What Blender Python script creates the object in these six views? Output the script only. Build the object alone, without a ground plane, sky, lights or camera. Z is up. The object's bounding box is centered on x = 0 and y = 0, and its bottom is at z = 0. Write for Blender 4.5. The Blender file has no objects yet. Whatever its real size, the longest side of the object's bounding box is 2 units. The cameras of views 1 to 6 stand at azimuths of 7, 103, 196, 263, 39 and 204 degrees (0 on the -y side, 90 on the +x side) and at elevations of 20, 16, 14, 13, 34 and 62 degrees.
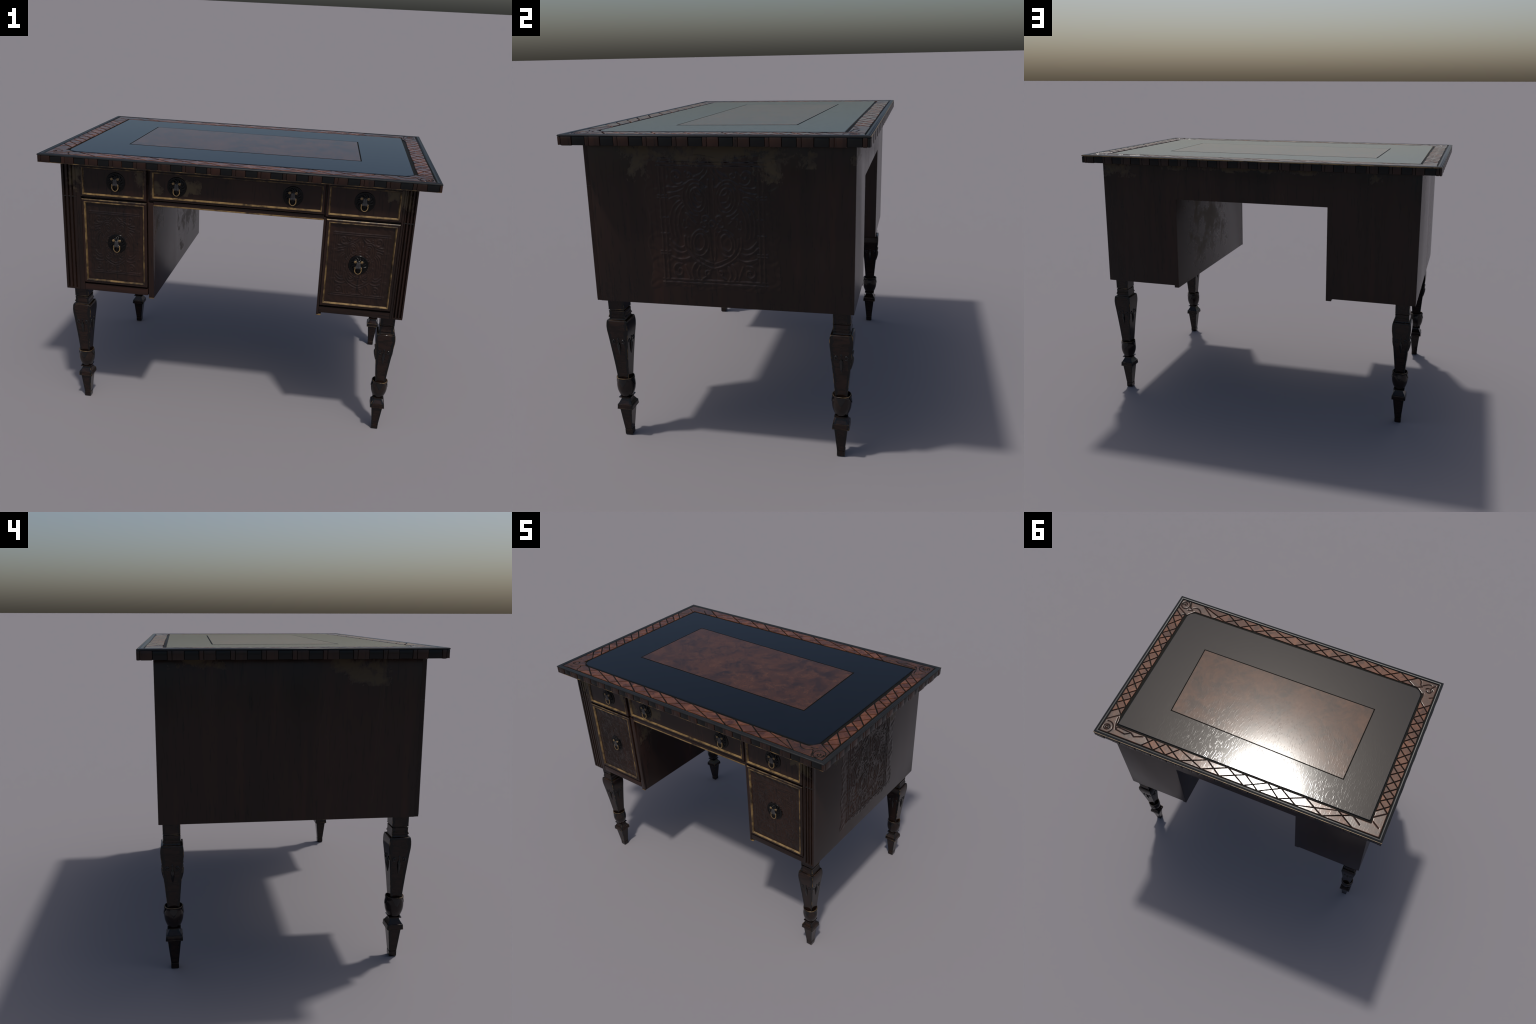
"""Antique pedestal writing desk: dark lacquered wood, leather writing surface,
carved lattice border, chequered edge, lion-head ring pulls and turned tapering legs."""
import bpy, bmesh, math, random
import numpy as np
from mathutils import Vector

rng = random.Random(11)

# ----------------------------------------------------------------------------
# key dimensions (metres)
# ----------------------------------------------------------------------------
TOP_X, TOP_Y = 1.0, 0.6343            # half size of the table top
TOP_Z0, TOP_Z1 = 1.4045, 1.4497      # underside and highest point of the top
BODY_X, BODY_Y = 0.9015, 0.573        # half size of the carcass
PED_Z = 0.7015                       # underside of the pedestals
LIP_Z = 0.6885                       # underside of the knee-hole boards
KNEE_L, KNEE_R, KNEE_Z = -0.4165, 0.455, 1.208
BED_Y = -0.556                       # recessed plane behind the drawer fronts
FRONT_Y = -0.5745
LEG_X, LEG_YF, LEG_YB = 0.8325, -0.5045, 0.5185


# ----------------------------------------------------------------------------
# materials
# ----------------------------------------------------------------------------
def nodes_of(name):
    m = bpy.data.materials.new(name)
    m.use_nodes = True
    nt = m.node_tree
    b = nt.nodes["Principled BSDF"]
    return m, nt, b


def N(nt, kind, **kw):
    n = nt.nodes.new(kind)
    for k, v in kw.items():
        if k.startswith("i_"):
            n.inputs[k[2:].replace("_", " ")].default_value = v
        else:
            setattr(n, k, v)
    return n


def ramp(nt, src, stops):
    r = nt.nodes.new("ShaderNodeValToRGB")
    el = r.color_ramp.elements
    while len(el) < len(stops):
        el.new(0.5)
    for e, (p, c) in zip(el, stops):
        e.position = p
        e.color = (c, c, c, 1) if isinstance(c, (int, float)) else (*c, 1)
    nt.links.new(src, r.inputs[0])
    return r.outputs[0]


def mix(nt, fac, a, b, mode="MIX"):
    m = nt.nodes.new("ShaderNodeMix")
    m.data_type = "RGBA"
    m.blend_type = mode
    for sock, val in ((m.inputs[0], fac), (m.inputs[6], a), (m.inputs[7], b)):
        if hasattr(val, "default_value") or hasattr(val, "is_output"):
            nt.links.new(val, sock)
        elif isinstance(val, (int, float)):
            sock.default_value = val
        else:
            sock.default_value = (*val, 1)
    return m.outputs[2]


def math_(nt, op, a, b=None, clamp=False):
    m = nt.nodes.new("ShaderNodeMath")
    m.operation = op
    m.use_clamp = clamp
    for i, v in enumerate((a, b)):
        if v is None:
            continue
        if isinstance(v, (int, float)):
            m.inputs[i].default_value = v
        else:
            nt.links.new(v, m.inputs[i])
    return m.outputs[0]


def coords(nt, scale=(1, 1, 1), shift_random=False):
    tc = nt.nodes.new("ShaderNodeTexCoord")
    mp = nt.nodes.new("ShaderNodeMapping")
    mp.inputs["Scale"].default_value = scale
    src = tc.outputs["Object"]
    if shift_random:
        oi = nt.nodes.new("ShaderNodeObjectInfo")
        va = nt.nodes.new("ShaderNodeVectorMath")
        va.operation = "ADD"
        mu = math_(nt, "MULTIPLY", oi.outputs["Random"], 7.0)
        nt.links.new(src, va.inputs[0])
        nt.links.new(mu, va.inputs[1])
        src = va.outputs[0]
    nt.links.new(src, mp.inputs["Vector"])
    return mp.outputs[0]


def noise(nt, vec, scale, detail=4.0, rough=0.55, dist=0.0):
    n = nt.nodes.new("ShaderNodeTexNoise")
    n.inputs["Scale"].default_value = scale
    n.inputs["Detail"].default_value = detail
    n.inputs["Roughness"].default_value = rough
    n.inputs["Distortion"].default_value = dist
    nt.links.new(vec, n.inputs["Vector"])
    return n.outputs[0]


def bump(nt, bsdf, height, strength, dist=0.002):
    b = nt.nodes.new("ShaderNodeBump")
    b.inputs["Strength"].default_value = strength
    b.inputs["Distance"].default_value = dist
    nt.links.new(height, b.inputs["Height"])
    nt.links.new(b.outputs[0], bsdf.inputs["Normal"])


GRAIN = {"z": (1.0, 1.0, 0.09), "x": (0.06, 1.0, 1.0), "y": (1.0, 0.06, 1.0)}
DARK_A, DARK_B, DARK_C = (0.0115, 0.0070, 0.0055), (0.0220, 0.0110, 0.0078), (0.036, 0.0142, 0.0094)
DUST = (0.088, 0.066, 0.034)


def dark_wood(name, axis="z", rough=0.36, dust=None, gain=1.0, shift=False, spec=0.27, tint=(1, 1, 1)):
    """Ebonised wood: near-black with long red-brown grain streaks. `dust` is a list of
    (centre, half size) boxes where a blotchy film of pale dust clings."""
    m, nt, b = nodes_of(name)
    v = coords(nt, GRAIN[axis], shift)
    broad = noise(nt, v, 5.0, 3.0, 0.5, 0.4)
    fine = noise(nt, v, 95.0, 3.0, 0.6, 0.2)
    sc = lambda c: tuple(gain * k * q for k, q in zip(c, tint))
    base = mix(nt, ramp(nt, broad, [(0.34, 0.0), (0.66, 1.0)]), sc(DARK_A), sc(DARK_B))
    base = mix(nt, ramp(nt, noise(nt, v, 11.0, 2.0), [(0.55, 0.0), (0.85, 0.7)]), base, sc(DARK_C))
    pore = ramp(nt, fine, [(0.28, 0.35), (0.46, 1.0)])
    base = mix(nt, pore, sc((0.0040, 0.0035, 0.0033)), base)
    rgh = ramp(nt, broad, [(0.3, rough - 0.04), (0.7, rough + 0.05)])
    if dust:
        flat = coords(nt)
        sep = nt.nodes.new("ShaderNodeSeparateXYZ")
        nt.links.new(flat, sep.inputs[0])
        total = None
        for c, h in dust:
            w = None
            for i in range(3):
                if h[i] is None:
                    continue
                d = math_(nt, "DIVIDE", math_(nt, "ABSOLUTE", math_(nt, "SUBTRACT", sep.outputs[i], c[i])), h[i])
                w = d if w is None else math_(nt, "MAXIMUM", w, d)
            w = math_(nt, "SUBTRACT", 1.0, w, clamp=True)
            total = w if total is None else math_(nt, "MAXIMUM", total, w)
        big = noise(nt, flat, 9.0, 5.0, 0.62, 0.6)
        small = noise(nt, coords(nt, (1, 1, 0.5)), 60.0, 4.0, 0.7)
        k = math_(nt, "ADD", math_(nt, "MULTIPLY", big, 1.25), math_(nt, "MULTIPLY", small, 0.42))
        k = math_(nt, "ADD", k, math_(nt, "MULTIPLY", total, 0.42))
        k = math_(nt, "MULTIPLY", k, math_(nt, "MULTIPLY", total, 6.0, clamp=True))
        mr = nt.nodes.new("ShaderNodeMapRange")
        mr.inputs["From Min"].default_value = 1.02
        mr.inputs["From Max"].default_value = 1.19
        nt.links.new(k, mr.inputs["Value"])
        mask = math_(nt, "MULTIPLY", mr.outputs[0], 0.60)
        base = mix(nt, mask, base, DUST)
        rgh = mix(nt, mask, rgh, (0.7, 0.7, 0.7))
    nt.links.new(base, b.inputs["Base Color"])
    nt.links.new(rgh, b.inputs["Roughness"])
    b.inputs["Specular IOR Level"].default_value = spec
    bump(nt, b, fine, 0.12, 0.001)
    return m


def gilt(name, cover=0.55, bright=1.0):
    """Worn gilding: broken gold over dark wood."""
    m, nt, b = nodes_of(name)
    v = coords(nt)
    n1 = noise(nt, v, 26.0, 5.0, 0.65, 0.3)
    n2 = noise(nt, v, 7.0, 2.0)
    k = math_(nt, "ADD", math_(nt, "MULTIPLY", n1, 0.6), math_(nt, "MULTIPLY", n2, 0.4))
    mask = ramp(nt, k, [(0.62 - 0.30 * cover - 0.07, 0.0), (0.62 - 0.30 * cover + 0.09, 1.0)])
    gold = mix(nt, ramp(nt, n1, [(0.35, 0.0), (0.65, 1.0)]),
               tuple(bright * c for c in (0.135, 0.080, 0.030)), tuple(bright * c for c in (0.30, 0.195, 0.078)))
    nt.links.new(mix(nt, mask, (0.020, 0.013, 0.008), gold), b.inputs["Base Color"])
    b.inputs["Roughness"].default_value = 0.42
    b.inputs["Metallic"].default_value = 0.15
    bump(nt, b, n1, 0.15, 0.001)
    return m


def dash_height(nt):
    """Short pores running across the desk, seen as fine dashes in the sheen."""
    v = coords(nt, (1.0, 0.13, 1.0))
    d = ramp(nt, noise(nt, v, 190.0, 1.0, 0.4), [(0.58, 0.0), (0.68, 1.0)])
    patch = ramp(nt, noise(nt, coords(nt, (1, 0.6, 1)), 30.0, 2.0), [(0.36, 0.55), (0.60, 1.0)])
    return math_(nt, "MULTIPLY", d, patch)


def leather():
    m, nt, b = nodes_of("leather_navy")
    v = coords(nt)
    n = noise(nt, v, 3.0, 3.0)
    nt.links.new(mix(nt, n, (0.0028, 0.0037, 0.0058), (0.0040, 0.0050, 0.0074)), b.inputs["Base Color"])
    b.inputs["Roughness"].default_value = 0.108
    b.inputs["Specular IOR Level"].default_value = 0.40
    bump(nt, b, dash_height(nt), 0.055, 0.0010)
    return m


def veneer(name, tone=1.0, shift=False, contrast=1.0, rough=0.130, freq=1.0):
    """Mottled red-brown burr veneer."""
    m, nt, b = nodes_of(name)
    v = coords(nt, (1, 1, 1), shift)
    a = noise(nt, v, 8.0 * freq, 6.0, 0.68, 0.8)
    f = noise(nt, coords(nt, (1.0, 2.2, 1.0), shift), 70.0, 4.0, 0.7, 0.5)
    c = noise(nt, v, 15.0 * freq, 4.0, 0.65, 0.8)
    t = lambda col: tuple(tone * k for k in col)
    col = mix(nt, ramp(nt, a, [(0.36, 0.0), (0.60, 1.0)]), t((0.0240, 0.0125, 0.0098)), t((0.060, 0.0240, 0.0128)))
    col = mix(nt, ramp(nt, c, [(0.48, 0.0), (0.74, 0.55)]), col, t((0.098, 0.042, 0.0205)))
    col = mix(nt, ramp(nt, f, [(0.64, 0.0), (0.82, 0.50)]), col, t((0.170, 0.070, 0.034)))
    col = mix(nt, ramp(nt, f, [(0.24, 0.55), (0.38, 0.0)]), col, t((0.014, 0.008, 0.009)))
    nt.links.new(col, b.inputs["Base Color"])
    b.inputs["Roughness"].default_value = rough
    b.inputs["Specular IOR Level"].default_value = 0.38
    bump(nt, b, dash_height(nt), 0.055, 0.0010)
    return m


def tile_veneer():
    """Border tiles: the burr veneer, each tile a little lighter or darker."""
    m, nt, b = nodes_of("veneer_tile")
    oi = nt.nodes.new("ShaderNodeObjectInfo")
    v = coords(nt, (1, 1, 1), True)
    a = noise(nt, v, 11.0, 3.0, 0.55, 1.0)
    f = noise(nt, v, 55.0, 3.0, 0.7, 0.4)
    col = mix(nt, ramp(nt, a, [(0.34, 0.0), (0.62, 1.0)]), (0.050, 0.0195, 0.0120), (0.150, 0.056, 0.028))
    col = mix(nt, ramp(nt, f, [(0.30, 0.35), (0.48, 0.0)]), col, (0.050, 0.018, 0.017))
    col = mix(nt, math_(nt, "MULTIPLY", ramp(nt, oi.outputs["Random"], [(0.0, 0.75), (0.60, 0.0)]), 0.8),
              col, (0.044, 0.0190, 0.0145))
    nt.links.new(col, b.inputs["Base Color"])
    b.inputs["Roughness"].default_value = 0.14
    b.inputs["Specular IOR Level"].default_value = 0.36
    bump(nt, b, dash_height(nt), 0.045, 0.0010)
    return m


def plain(name, col, rough, metallic=0.0, var=0.25, spec=0.5):
    m, nt, b = nodes_of(name)
    n = noise(nt, coords(nt), 18.0, 4.0)
    lo = tuple(c * (1 - var) for c in col)
    hi = tuple(c * (1 + var) for c in col)
    nt.links.new(mix(nt, n, lo, hi), b.inputs["Base Color"])
    b.inputs["Roughness"].default_value = rough
    b.inputs["Metallic"].default_value = metallic
    b.inputs["Specular IOR Level"].default_value = spec
    return m


def leg_wood():
    """Leg: brown faces framed by a broken black lacquer band along the arrises,
    with rubbed gold on the very edge."""
    m, nt, b = nodes_of("leg_lacquer")
    v = coords(nt, (1, 1, 1))
    sep = nt.nodes.new("ShaderNodeSeparateXYZ")
    nt.links.new(v, sep.inputs[0])
    ax, ay = (math_(nt, "ABSOLUTE", sep.outputs[i]) for i in (0, 1))
    r = math_(nt, "DIVIDE", math_(nt, "MINIMUM", ax, ay), math_(nt, "MAXIMUM", ax, ay))
    n1 = noise(nt, coords(nt, (1, 1, 1), True), 34.0, 4.0, 0.6)
    n2 = noise(nt, coords(nt, (0.25, 0.25, 1.0), True), 80.0, 3.0, 0.6)
    brown = mix(nt, ramp(nt, n2, [(0.35, 0.0), (0.65, 1.0)]), (0.0092, 0.0058, 0.0046), (0.0200, 0.0104, 0.0076))
    k = math_(nt, "ADD", r, math_(nt, "MULTIPLY", math_(nt, "SUBTRACT", n1, 0.5), 0.9))
    col = mix(nt, ramp(nt, k, [(0.64, 0.0), (0.76, 1.0)]), brown, (0.0052, 0.0052, 0.0056))
    edge = math_(nt, "MULTIPLY", ramp(nt, r, [(0.93, 0.0), (0.965, 1.0)]), ramp(nt, n1, [(0.50, 0.0), (0.60, 1.0)]))
    col = mix(nt, math_(nt, "MULTIPLY", edge, 0.8), col, (0.150, 0.092, 0.036))
    nt.links.new(col, b.inputs["Base Color"])
    b.inputs["Roughness"].default_value = 0.10
    b.inputs["Specular IOR Level"].default_value = 0.30
    bump(nt, b, n2, 0.10, 0.001)
    return m


M = {
    "body": dark_wood("ebonised_wood_vertical", "z", 0.235, gain=1.15, dust=[
        ((0.9, 0.02, 1.385), (0.03, 0.48, 0.095)),
        ((0.9, -0.34, 1.33), (0.03, 0.10, 0.13)),
        ((0.9, 0.21, 1.33), (0.03, 0.10, 0.12)),
        ((-0.9, -0.30, 1.355), (0.03, 0.17, 0.085)),
        ((-0.9, 0.40, 1.392), (0.03, 0.16, 0.045)),
        ((0.80, 0.572, 1.375), (0.16, 0.03, 0.065)),
        ((-0.68, 0.572, 1.37), (0.07, 0.03, 0.06)),
        ((0.05, 0.572, 1.395), (0.60, 0.03, 0.030)),
        ((KNEE_R, 0.08, 0.98), (0.03, 0.46, 0.34)),
        ((KNEE_L, 0.22, 1.00), (0.03, 0.36, 0.30)),
        ((KNEE_L, -0.47, 1.13), (0.03, 0.12, 0.13)),
    ]),
    "front": dark_wood("ebonised_wood_front", "z", 0.20, gain=1.05, dust=[
        ((-0.83, -0.57, 1.33), (0.07, 0.05, 0.10)),
        ((0.84, -0.57, 1.345), (0.06, 0.05, 0.08)),
        ((-0.24, -0.57, 1.32), (0.09, 0.05, 0.06)),
        ((-0.40, -0.57, 1.32), (0.05, 0.05, 0.10)),
        ((-0.48, -0.57, 1.34), (0.05, 0.05, 0.07)),
        ((-0.765, -0.57, 1.17), (0.05, 0.05, 0.06)),
        ((0.79, -0.57, 1.36), (0.05, 0.05, 0.05)),
    ]),
    "rail": dark_wood("ebonised_wood_rail", "x", 0.19, gain=1.1),
    "panel": dark_wood("carved_panel_wood", "z", 0.17, gain=1.1),
    "gap": plain("shadow_gap_black", (0.004, 0.0038, 0.0036), 0.6),
    "gilt": gilt("worn_gilding", 0.66, 0.82),
    "gilt_side": gilt("rubbed_gilding", 0.42, 0.75),
    "gilt_thin": gilt("thin_worn_gilding", 0.36, 0.72),
    "leather": leather(),
    "veneer": veneer("burr_veneer"),
    "tile": tile_veneer(),
    "plate": veneer("corner_veneer", 1.15, freq=1.6, rough=0.22),
    "groove": plain("black_groove", (0.0090, 0.0084, 0.0070), 0.5, spec=0.05),
    "groove_shade": plain("painted_groove_black", (0.0060, 0.0055, 0.0045), 0.6, spec=0.03),
    "rim": plain("black_rim", (0.0150, 0.0160, 0.0170), 0.30, spec=0.16),
    "line": plain("dark_red_line", (0.016, 0.0065, 0.0045), 0.5, spec=0.05),
    "block_brown": dark_wood("edge_block_brown", "z", 0.20, gain=1.22, shift=True, tint=(1.02, 0.92, 0.88)),
    "block_black": plain("edge_block_black", (0.0062, 0.0068, 0.0072), 0.18, spec=0.20),
    "leg": leg_wood(),
    "ball": plain("leg_ball_lacquer", (0.0150, 0.0098, 0.0080), 0.11, var=0.6, spec=0.32),
    "carving": plain("black_gloss_carving", (0.0040, 0.0040, 0.0042), 0.13, var=0.3, spec=0.5),
    "iron": plain("blackened_metal", (0.0024, 0.0023, 0.0023), 0.20, 0.0, 0.3, 0.20),
    "muzzle": plain("rubbed_metal", (0.034, 0.033, 0.034), 0.30, 0.1, 0.5),
    "brass": gilt("rubbed_brass", 0.9, 0.80),
    "ear": gilt("rubbed_ear_brass", 0.80, 0.80),
}

# ----------------------------------------------------------------------------
# mesh helpers
# ----------------------------------------------------------------------------
coll = bpy.context.scene.collection


def link(name, me, parent=None, loc=(0, 0, 0), rot=None):
    o = bpy.data.objects.new(name, me)
    coll.objects.link(o)
    o.location = loc
    if rot:
        o.rotation_euler = rot
    o.parent = parent
    return o


def mesh(name, verts, faces, mats, idx=None, smooth=None):
    me = bpy.data.meshes.new(name)
    me.from_pydata([tuple(v) for v in verts], [], [tuple(f) for f in faces])
    for m in (mats if isinstance(mats, (list, tuple)) else [mats]):
        me.materials.append(m)
    if idx is not None:
        me.polygons.foreach_set("material_index", list(idx))
    me.update()
    if smooth is not None:
        finish(me, smooth)
    return me


def finish(me, angle):
    me.polygons.foreach_set("use_smooth", [True] * len(me.polygons))
    me.set_sharp_from_angle(angle=math.radians(angle))
    me.update()


def box_mesh(name, lo, hi, mat, bevel=0.0, seg=2):
    bm = bmesh.new()
    bmesh.ops.create_cube(bm, size=1.0)
    for v in bm.verts:
        v.co = Vector([(lo[i] + hi[i]) / 2 + v.co[i] * (hi[i] - lo[i]) for i in range(3)])
    if bevel:
        bmesh.ops.bevel(bm, geom=bm.edges[:], offset=bevel, segments=seg, profile=0.6, affect="EDGES")
    me = bpy.data.meshes.new(name)
    bm.to_mesh(me)
    bm.free()
    me.materials.append(mat)
    if bevel:
        finish(me, 40)
    return me


def box(name, lo, hi, mat, parent, bevel=0.0):
    return link(name, box_mesh(name, lo, hi, mat, bevel), parent)


def prism(name, poly, axis, a, b, mat, bevel=0.0):
    """Extrude a 2-D polygon along an axis between a and b."""
    def p3(p, t):
        return {"y": (p[0], t, p[1]), "z": (p[0], p[1], t)}[axis]
    n = len(poly)
    verts = [p3(p, a) for p in poly] + [p3(p, b) for p in poly]
    faces = [tuple(range(n)), tuple(range(2 * n - 1, n - 1, -1))]
    faces += [(i, i + n, (i + 1) % n + n, (i + 1) % n) for i in range(n)]
    bm = bmesh.new()
    bv = [bm.verts.new(v) for v in verts]
    for f in faces:
        bm.faces.new([bv[i] for i in f])
    bmesh.ops.recalc_face_normals(bm, faces=bm.faces[:])
    if bevel:
        bmesh.ops.bevel(bm, geom=bm.edges[:], offset=bevel, segments=2, profile=0.6, affect="EDGES", clamp_overlap=True)
    me = bpy.data.meshes.new(name)
    bm.to_mesh(me)
    bm.free()
    me.materials.append(mat)
    finish(me, 40)
    return me


def loft(name, loops, mats, band=None, caps=(True, True), smooth=30):
    """Join equal-length closed loops with quads; band[i] = material of the strip after loop i."""
    n = len(loops[0])
    verts, faces, idx = [], [], []
    for lp in loops:
        verts += lp
    for k in range(len(loops) - 1):
        for i in range(n):
            j = (i + 1) % n
            faces.append((k * n + i, k * n + j, (k + 1) * n + j, (k + 1) * n + i))
            idx.append(band[k] if band else 0)
    if caps[0]:
        faces.append(tuple(range(n))[::-1])
        idx.append(band[0] if band else 0)
    if caps[1]:
        faces.append(tuple(range((len(loops) - 1) * n, len(loops) * n)))
        idx.append(band[-1] if band else 0)
    return mesh(name, verts, faces, mats, idx, smooth)


def sq(h, z, r=0.045):
    """Square cross-section with slightly eased corners."""
    c = h * (1 - r)
    return [(h, -c, z), (h, c, z), (c, h, z), (-c, h, z), (-h, c, z), (-h, -c, z), (-c, -h, z), (c, -h, z)]


def lathe(name, prof, mat, seg=32, smooth=35):
    return loft(name, [[(r * math.cos(2 * math.pi * i / seg), r * math.sin(2 * math.pi * i / seg), z)
                        for i in range(seg)] for r, z in prof], mat, smooth=smooth)


def rect_loop(x0, x1, z0, z1, inset, y):
    return [(x0 + inset, y, z0 + inset), (x1 - inset, y, z0 + inset),
            (x1 - inset, y, z1 - inset), (x0 + inset, y, z1 - inset)]


def tube(path, radius, seg=8, closed=False):
    """Verts and faces of a round tube along 3-D points (radius may be a list)."""
    pts = [Vector(p) for p in path]
    n = len(pts)
    rad = radius if isinstance(radius, (list, tuple)) else [radius] * n
    verts, faces = [], []
    ref = Vector((0.13, 0.97, 0.21))
    for i, p in enumerate(pts):
        a = pts[(i - 1) % n] if closed or i else pts[i]
        b = pts[(i + 1) % n] if closed or i < n - 1 else pts[i]
        t = (b - a).normalized()
        u = t.cross(ref).normalized()
        w = t.cross(u)
        for k in range(seg):
            ang = 2 * math.pi * k / seg
            verts.append(p + (u * math.cos(ang) + w * math.sin(ang)) * rad[i])
    for i in range(n if closed else n - 1):
        for k in range(seg):
            j, l = (i + 1) % n, (k + 1) % seg
            faces.append((i * seg + k, i * seg + l, j * seg + l, j * seg + k))
    if not closed:
        faces.append(tuple(range(seg)))
        faces.append(tuple(range((n - 1) * seg, n * seg))[::-1])
    return verts, faces


def ellipsoid(c, r, nu=16, nv=10):
    verts = [(c[0], c[1], c[2] + r[2])]
    for j in range(1, nv):
        ph = math.pi * j / nv
        for i in range(nu):
            th = 2 * math.pi * i / nu
            verts.append((c[0] + r[0] * math.sin(ph) * math.cos(th), c[1] + r[1] * math.sin(ph) * math.sin(th),
                          c[2] + r[2] * math.cos(ph)))
    verts.append((c[0], c[1], c[2] - r[2]))
    faces = [(0, 1 + i, 1 + (i + 1) % nu) for i in range(nu)]
    for j in range(nv - 2):
        a, b = 1 + j * nu, 1 + (j + 1) * nu
        faces += [(a + i, b + i, b + (i + 1) % nu, a + (i + 1) % nu) for i in range(nu)]
    last, a = len(verts) - 1, 1 + (nv - 2) * nu
    faces += [(a + i, last, a + (i + 1) % nu) for i in range(nu)]
    return verts, faces


def join(parts):
    verts, faces = [], []
    for v, f in parts:
        o = len(verts)
        verts += [tuple(p) for p in v]
        faces += [tuple(i + o for i in q) for q in f]
    return verts, faces


# ----------------------------------------------------------------------------
# the desk
# ----------------------------------------------------------------------------
desk = bpy.data.objects.new("writing_desk", None)
coll.objects.link(desk)
desk["label"] = "antique dark wooden pedestal desk with leather top and lion pulls"
desk["category"] = "writing desk"

# --- carcass: one U-shaped body ------------------------------------------------
LW, RW = -0.447, 0.482               # outer faces of the knee-hole boards
outline = [(-BODY_X, PED_Z), (LW, PED_Z), (LW, LIP_Z), (KNEE_L, LIP_Z), (KNEE_L, KNEE_Z), (KNEE_R, KNEE_Z),
           (KNEE_R, LIP_Z), (RW, LIP_Z), (RW, PED_Z), (BODY_X, PED_Z), (BODY_X, TOP_Z0 + 0.004),
           (-BODY_X, TOP_Z0 + 0.004)]
BODY_L = -0.9030
outline[0], outline[-1] = (BODY_L, PED_Z), (BODY_L, TOP_Z0 + 0.004)
carcass = link("carcass", prism("carcass", outline, "y", BED_Y, BODY_Y, M["body"], 0.0025), desk)

# --- front frame pieces --------------------------------------------------------
ZTOP = TOP_Z0 + 0.003


def fluted_post(x0, x1, flutes, z0, z1):
    """Corner post: flat front with half-round flutes cut from top to bottom."""
    poly = [(x0, BED_Y + 0.001), (x0, FRONT_Y + 0.002), (x0 + 0.002, FRONT_Y)]
    for f in flutes:
        for k in range(9):
            a = math.pi * k / 8
            poly.append((f - 0.0045 * math.cos(a), FRONT_Y + 0.0100 * math.sin(a)))
    poly += [(x1 - 0.002, FRONT_Y), (x1, FRONT_Y + 0.002), (x1, BED_Y + 0.001)]
    return prism("fluted_post", poly, "z", z0, z1, M["front"])


for x0, x1, fl in ((BODY_L, -0.827, (-0.886, -0.8655, -0.845)), (0.846, BODY_X, (0.857, 0.873, 0.889))):
    for z0, z1 in ((PED_Z + 0.010, 1.2215), (1.2245, ZTOP)):
        link("fluted_post", fluted_post(x0, x1, fl, z0, z1), carcass)

for x0, x1 in ((BODY_L + 0.0006, -0.8276), (0.8466, BODY_X - 0.0006)):
    box("post_foot", (x0, FRONT_Y + 0.0010, PED_Z + 0.001), (x1, BED_Y + 0.001, PED_Z + 0.0102), M["front"], carcass, 0.0015)
    box("post_joint", (x0, FRONT_Y + 0.0012, 1.2212), (x1, BED_Y + 0.001, 1.2248), M["gap"], carcass)
for x0, x1, z0, z1, mat in (
        (-0.8265, -0.8000, PED_Z + 0.001, ZTOP, "front"), (0.8350, 0.8455, PED_Z + 0.001, ZTOP, "front"),
        (-0.4455, KNEE_L - 0.0005, LIP_Z, 1.2225, "front"), (KNEE_R + 0.0005, 0.4680, LIP_Z, 1.2225, "front")):
    box("stile", (x0, FRONT_Y + 0.0015, z0), (x1, BED_Y + 0.001, z1), M[mat], carcass, 0.002)
for x0, x1, z0, z1 in ((-0.7995, -0.4500, PED_Z + 0.001, 0.7400), (0.4690, 0.8345, PED_Z + 0.001, 0.7370),
                       (KNEE_L, KNEE_R, KNEE_Z - 0.001, 1.2305)):
    box("rail", (x0, FRONT_Y + 0.002, z0), (x1, BED_Y + 0.001, z1), M["rail"], carcass, 0.002)
# rubbed edges
box("gilded_edge", (KNEE_L + 0.001, FRONT_Y - 0.0005, KNEE_Z - 0.0022), (KNEE_R - 0.001, FRONT_Y + 0.010, KNEE_Z + 0.0045),
    M["gilt"], carcass, 0.0015)
for x0, x1 in ((-0.4450, KNEE_L - 0.001), (KNEE_R + 0.001, RW - 0.002)):
    box("gilded_edge", (x0, FRONT_Y - 0.0003, LIP_Z - 0.0015), (x1, FRONT_Y + 0.014, LIP_Z + 0.0025), M["gilt"], carcass, 0.001)


# --- carved relief (used on the right side and on the deep drawers) -------------
def spiral(cx, cy, r0, turns, start, hand=1, n=26):
    return [(cx + r0 * (1 - 0.88 * k / n) * math.cos(start + hand * 2 * math.pi * turns * k / n),
             cy + r0 * (1 - 0.88 * k / n) * math.sin(start + hand * 2 * math.pi * turns * k / n)) for k in range(n + 1)]


def ell(cx, cy, rx, ry, a0=0, a1=360, n=26, tilt=0):
    t = math.radians(tilt)
    out = []
    for k in range(n + 1):
        a = math.radians(a0 + (a1 - a0) * k / n)
        x, y = rx * math.cos(a), ry * math.sin(a)
        out.append((cx + x * math.cos(t) - y * math.sin(t), cy + x * math.sin(t) + y * math.cos(t)))
    return out


def bez(p0, p1, p2, p3, n=16):
    return [tuple((1 - t) ** 3 * a + 3 * t * (1 - t) ** 2 * b + 3 * t * t * (1 - t) * c + t ** 3 * d
                  for a, b, c, d in zip(p0, p1, p2, p3)) for t in (k / n for k in range(n + 1))]


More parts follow.
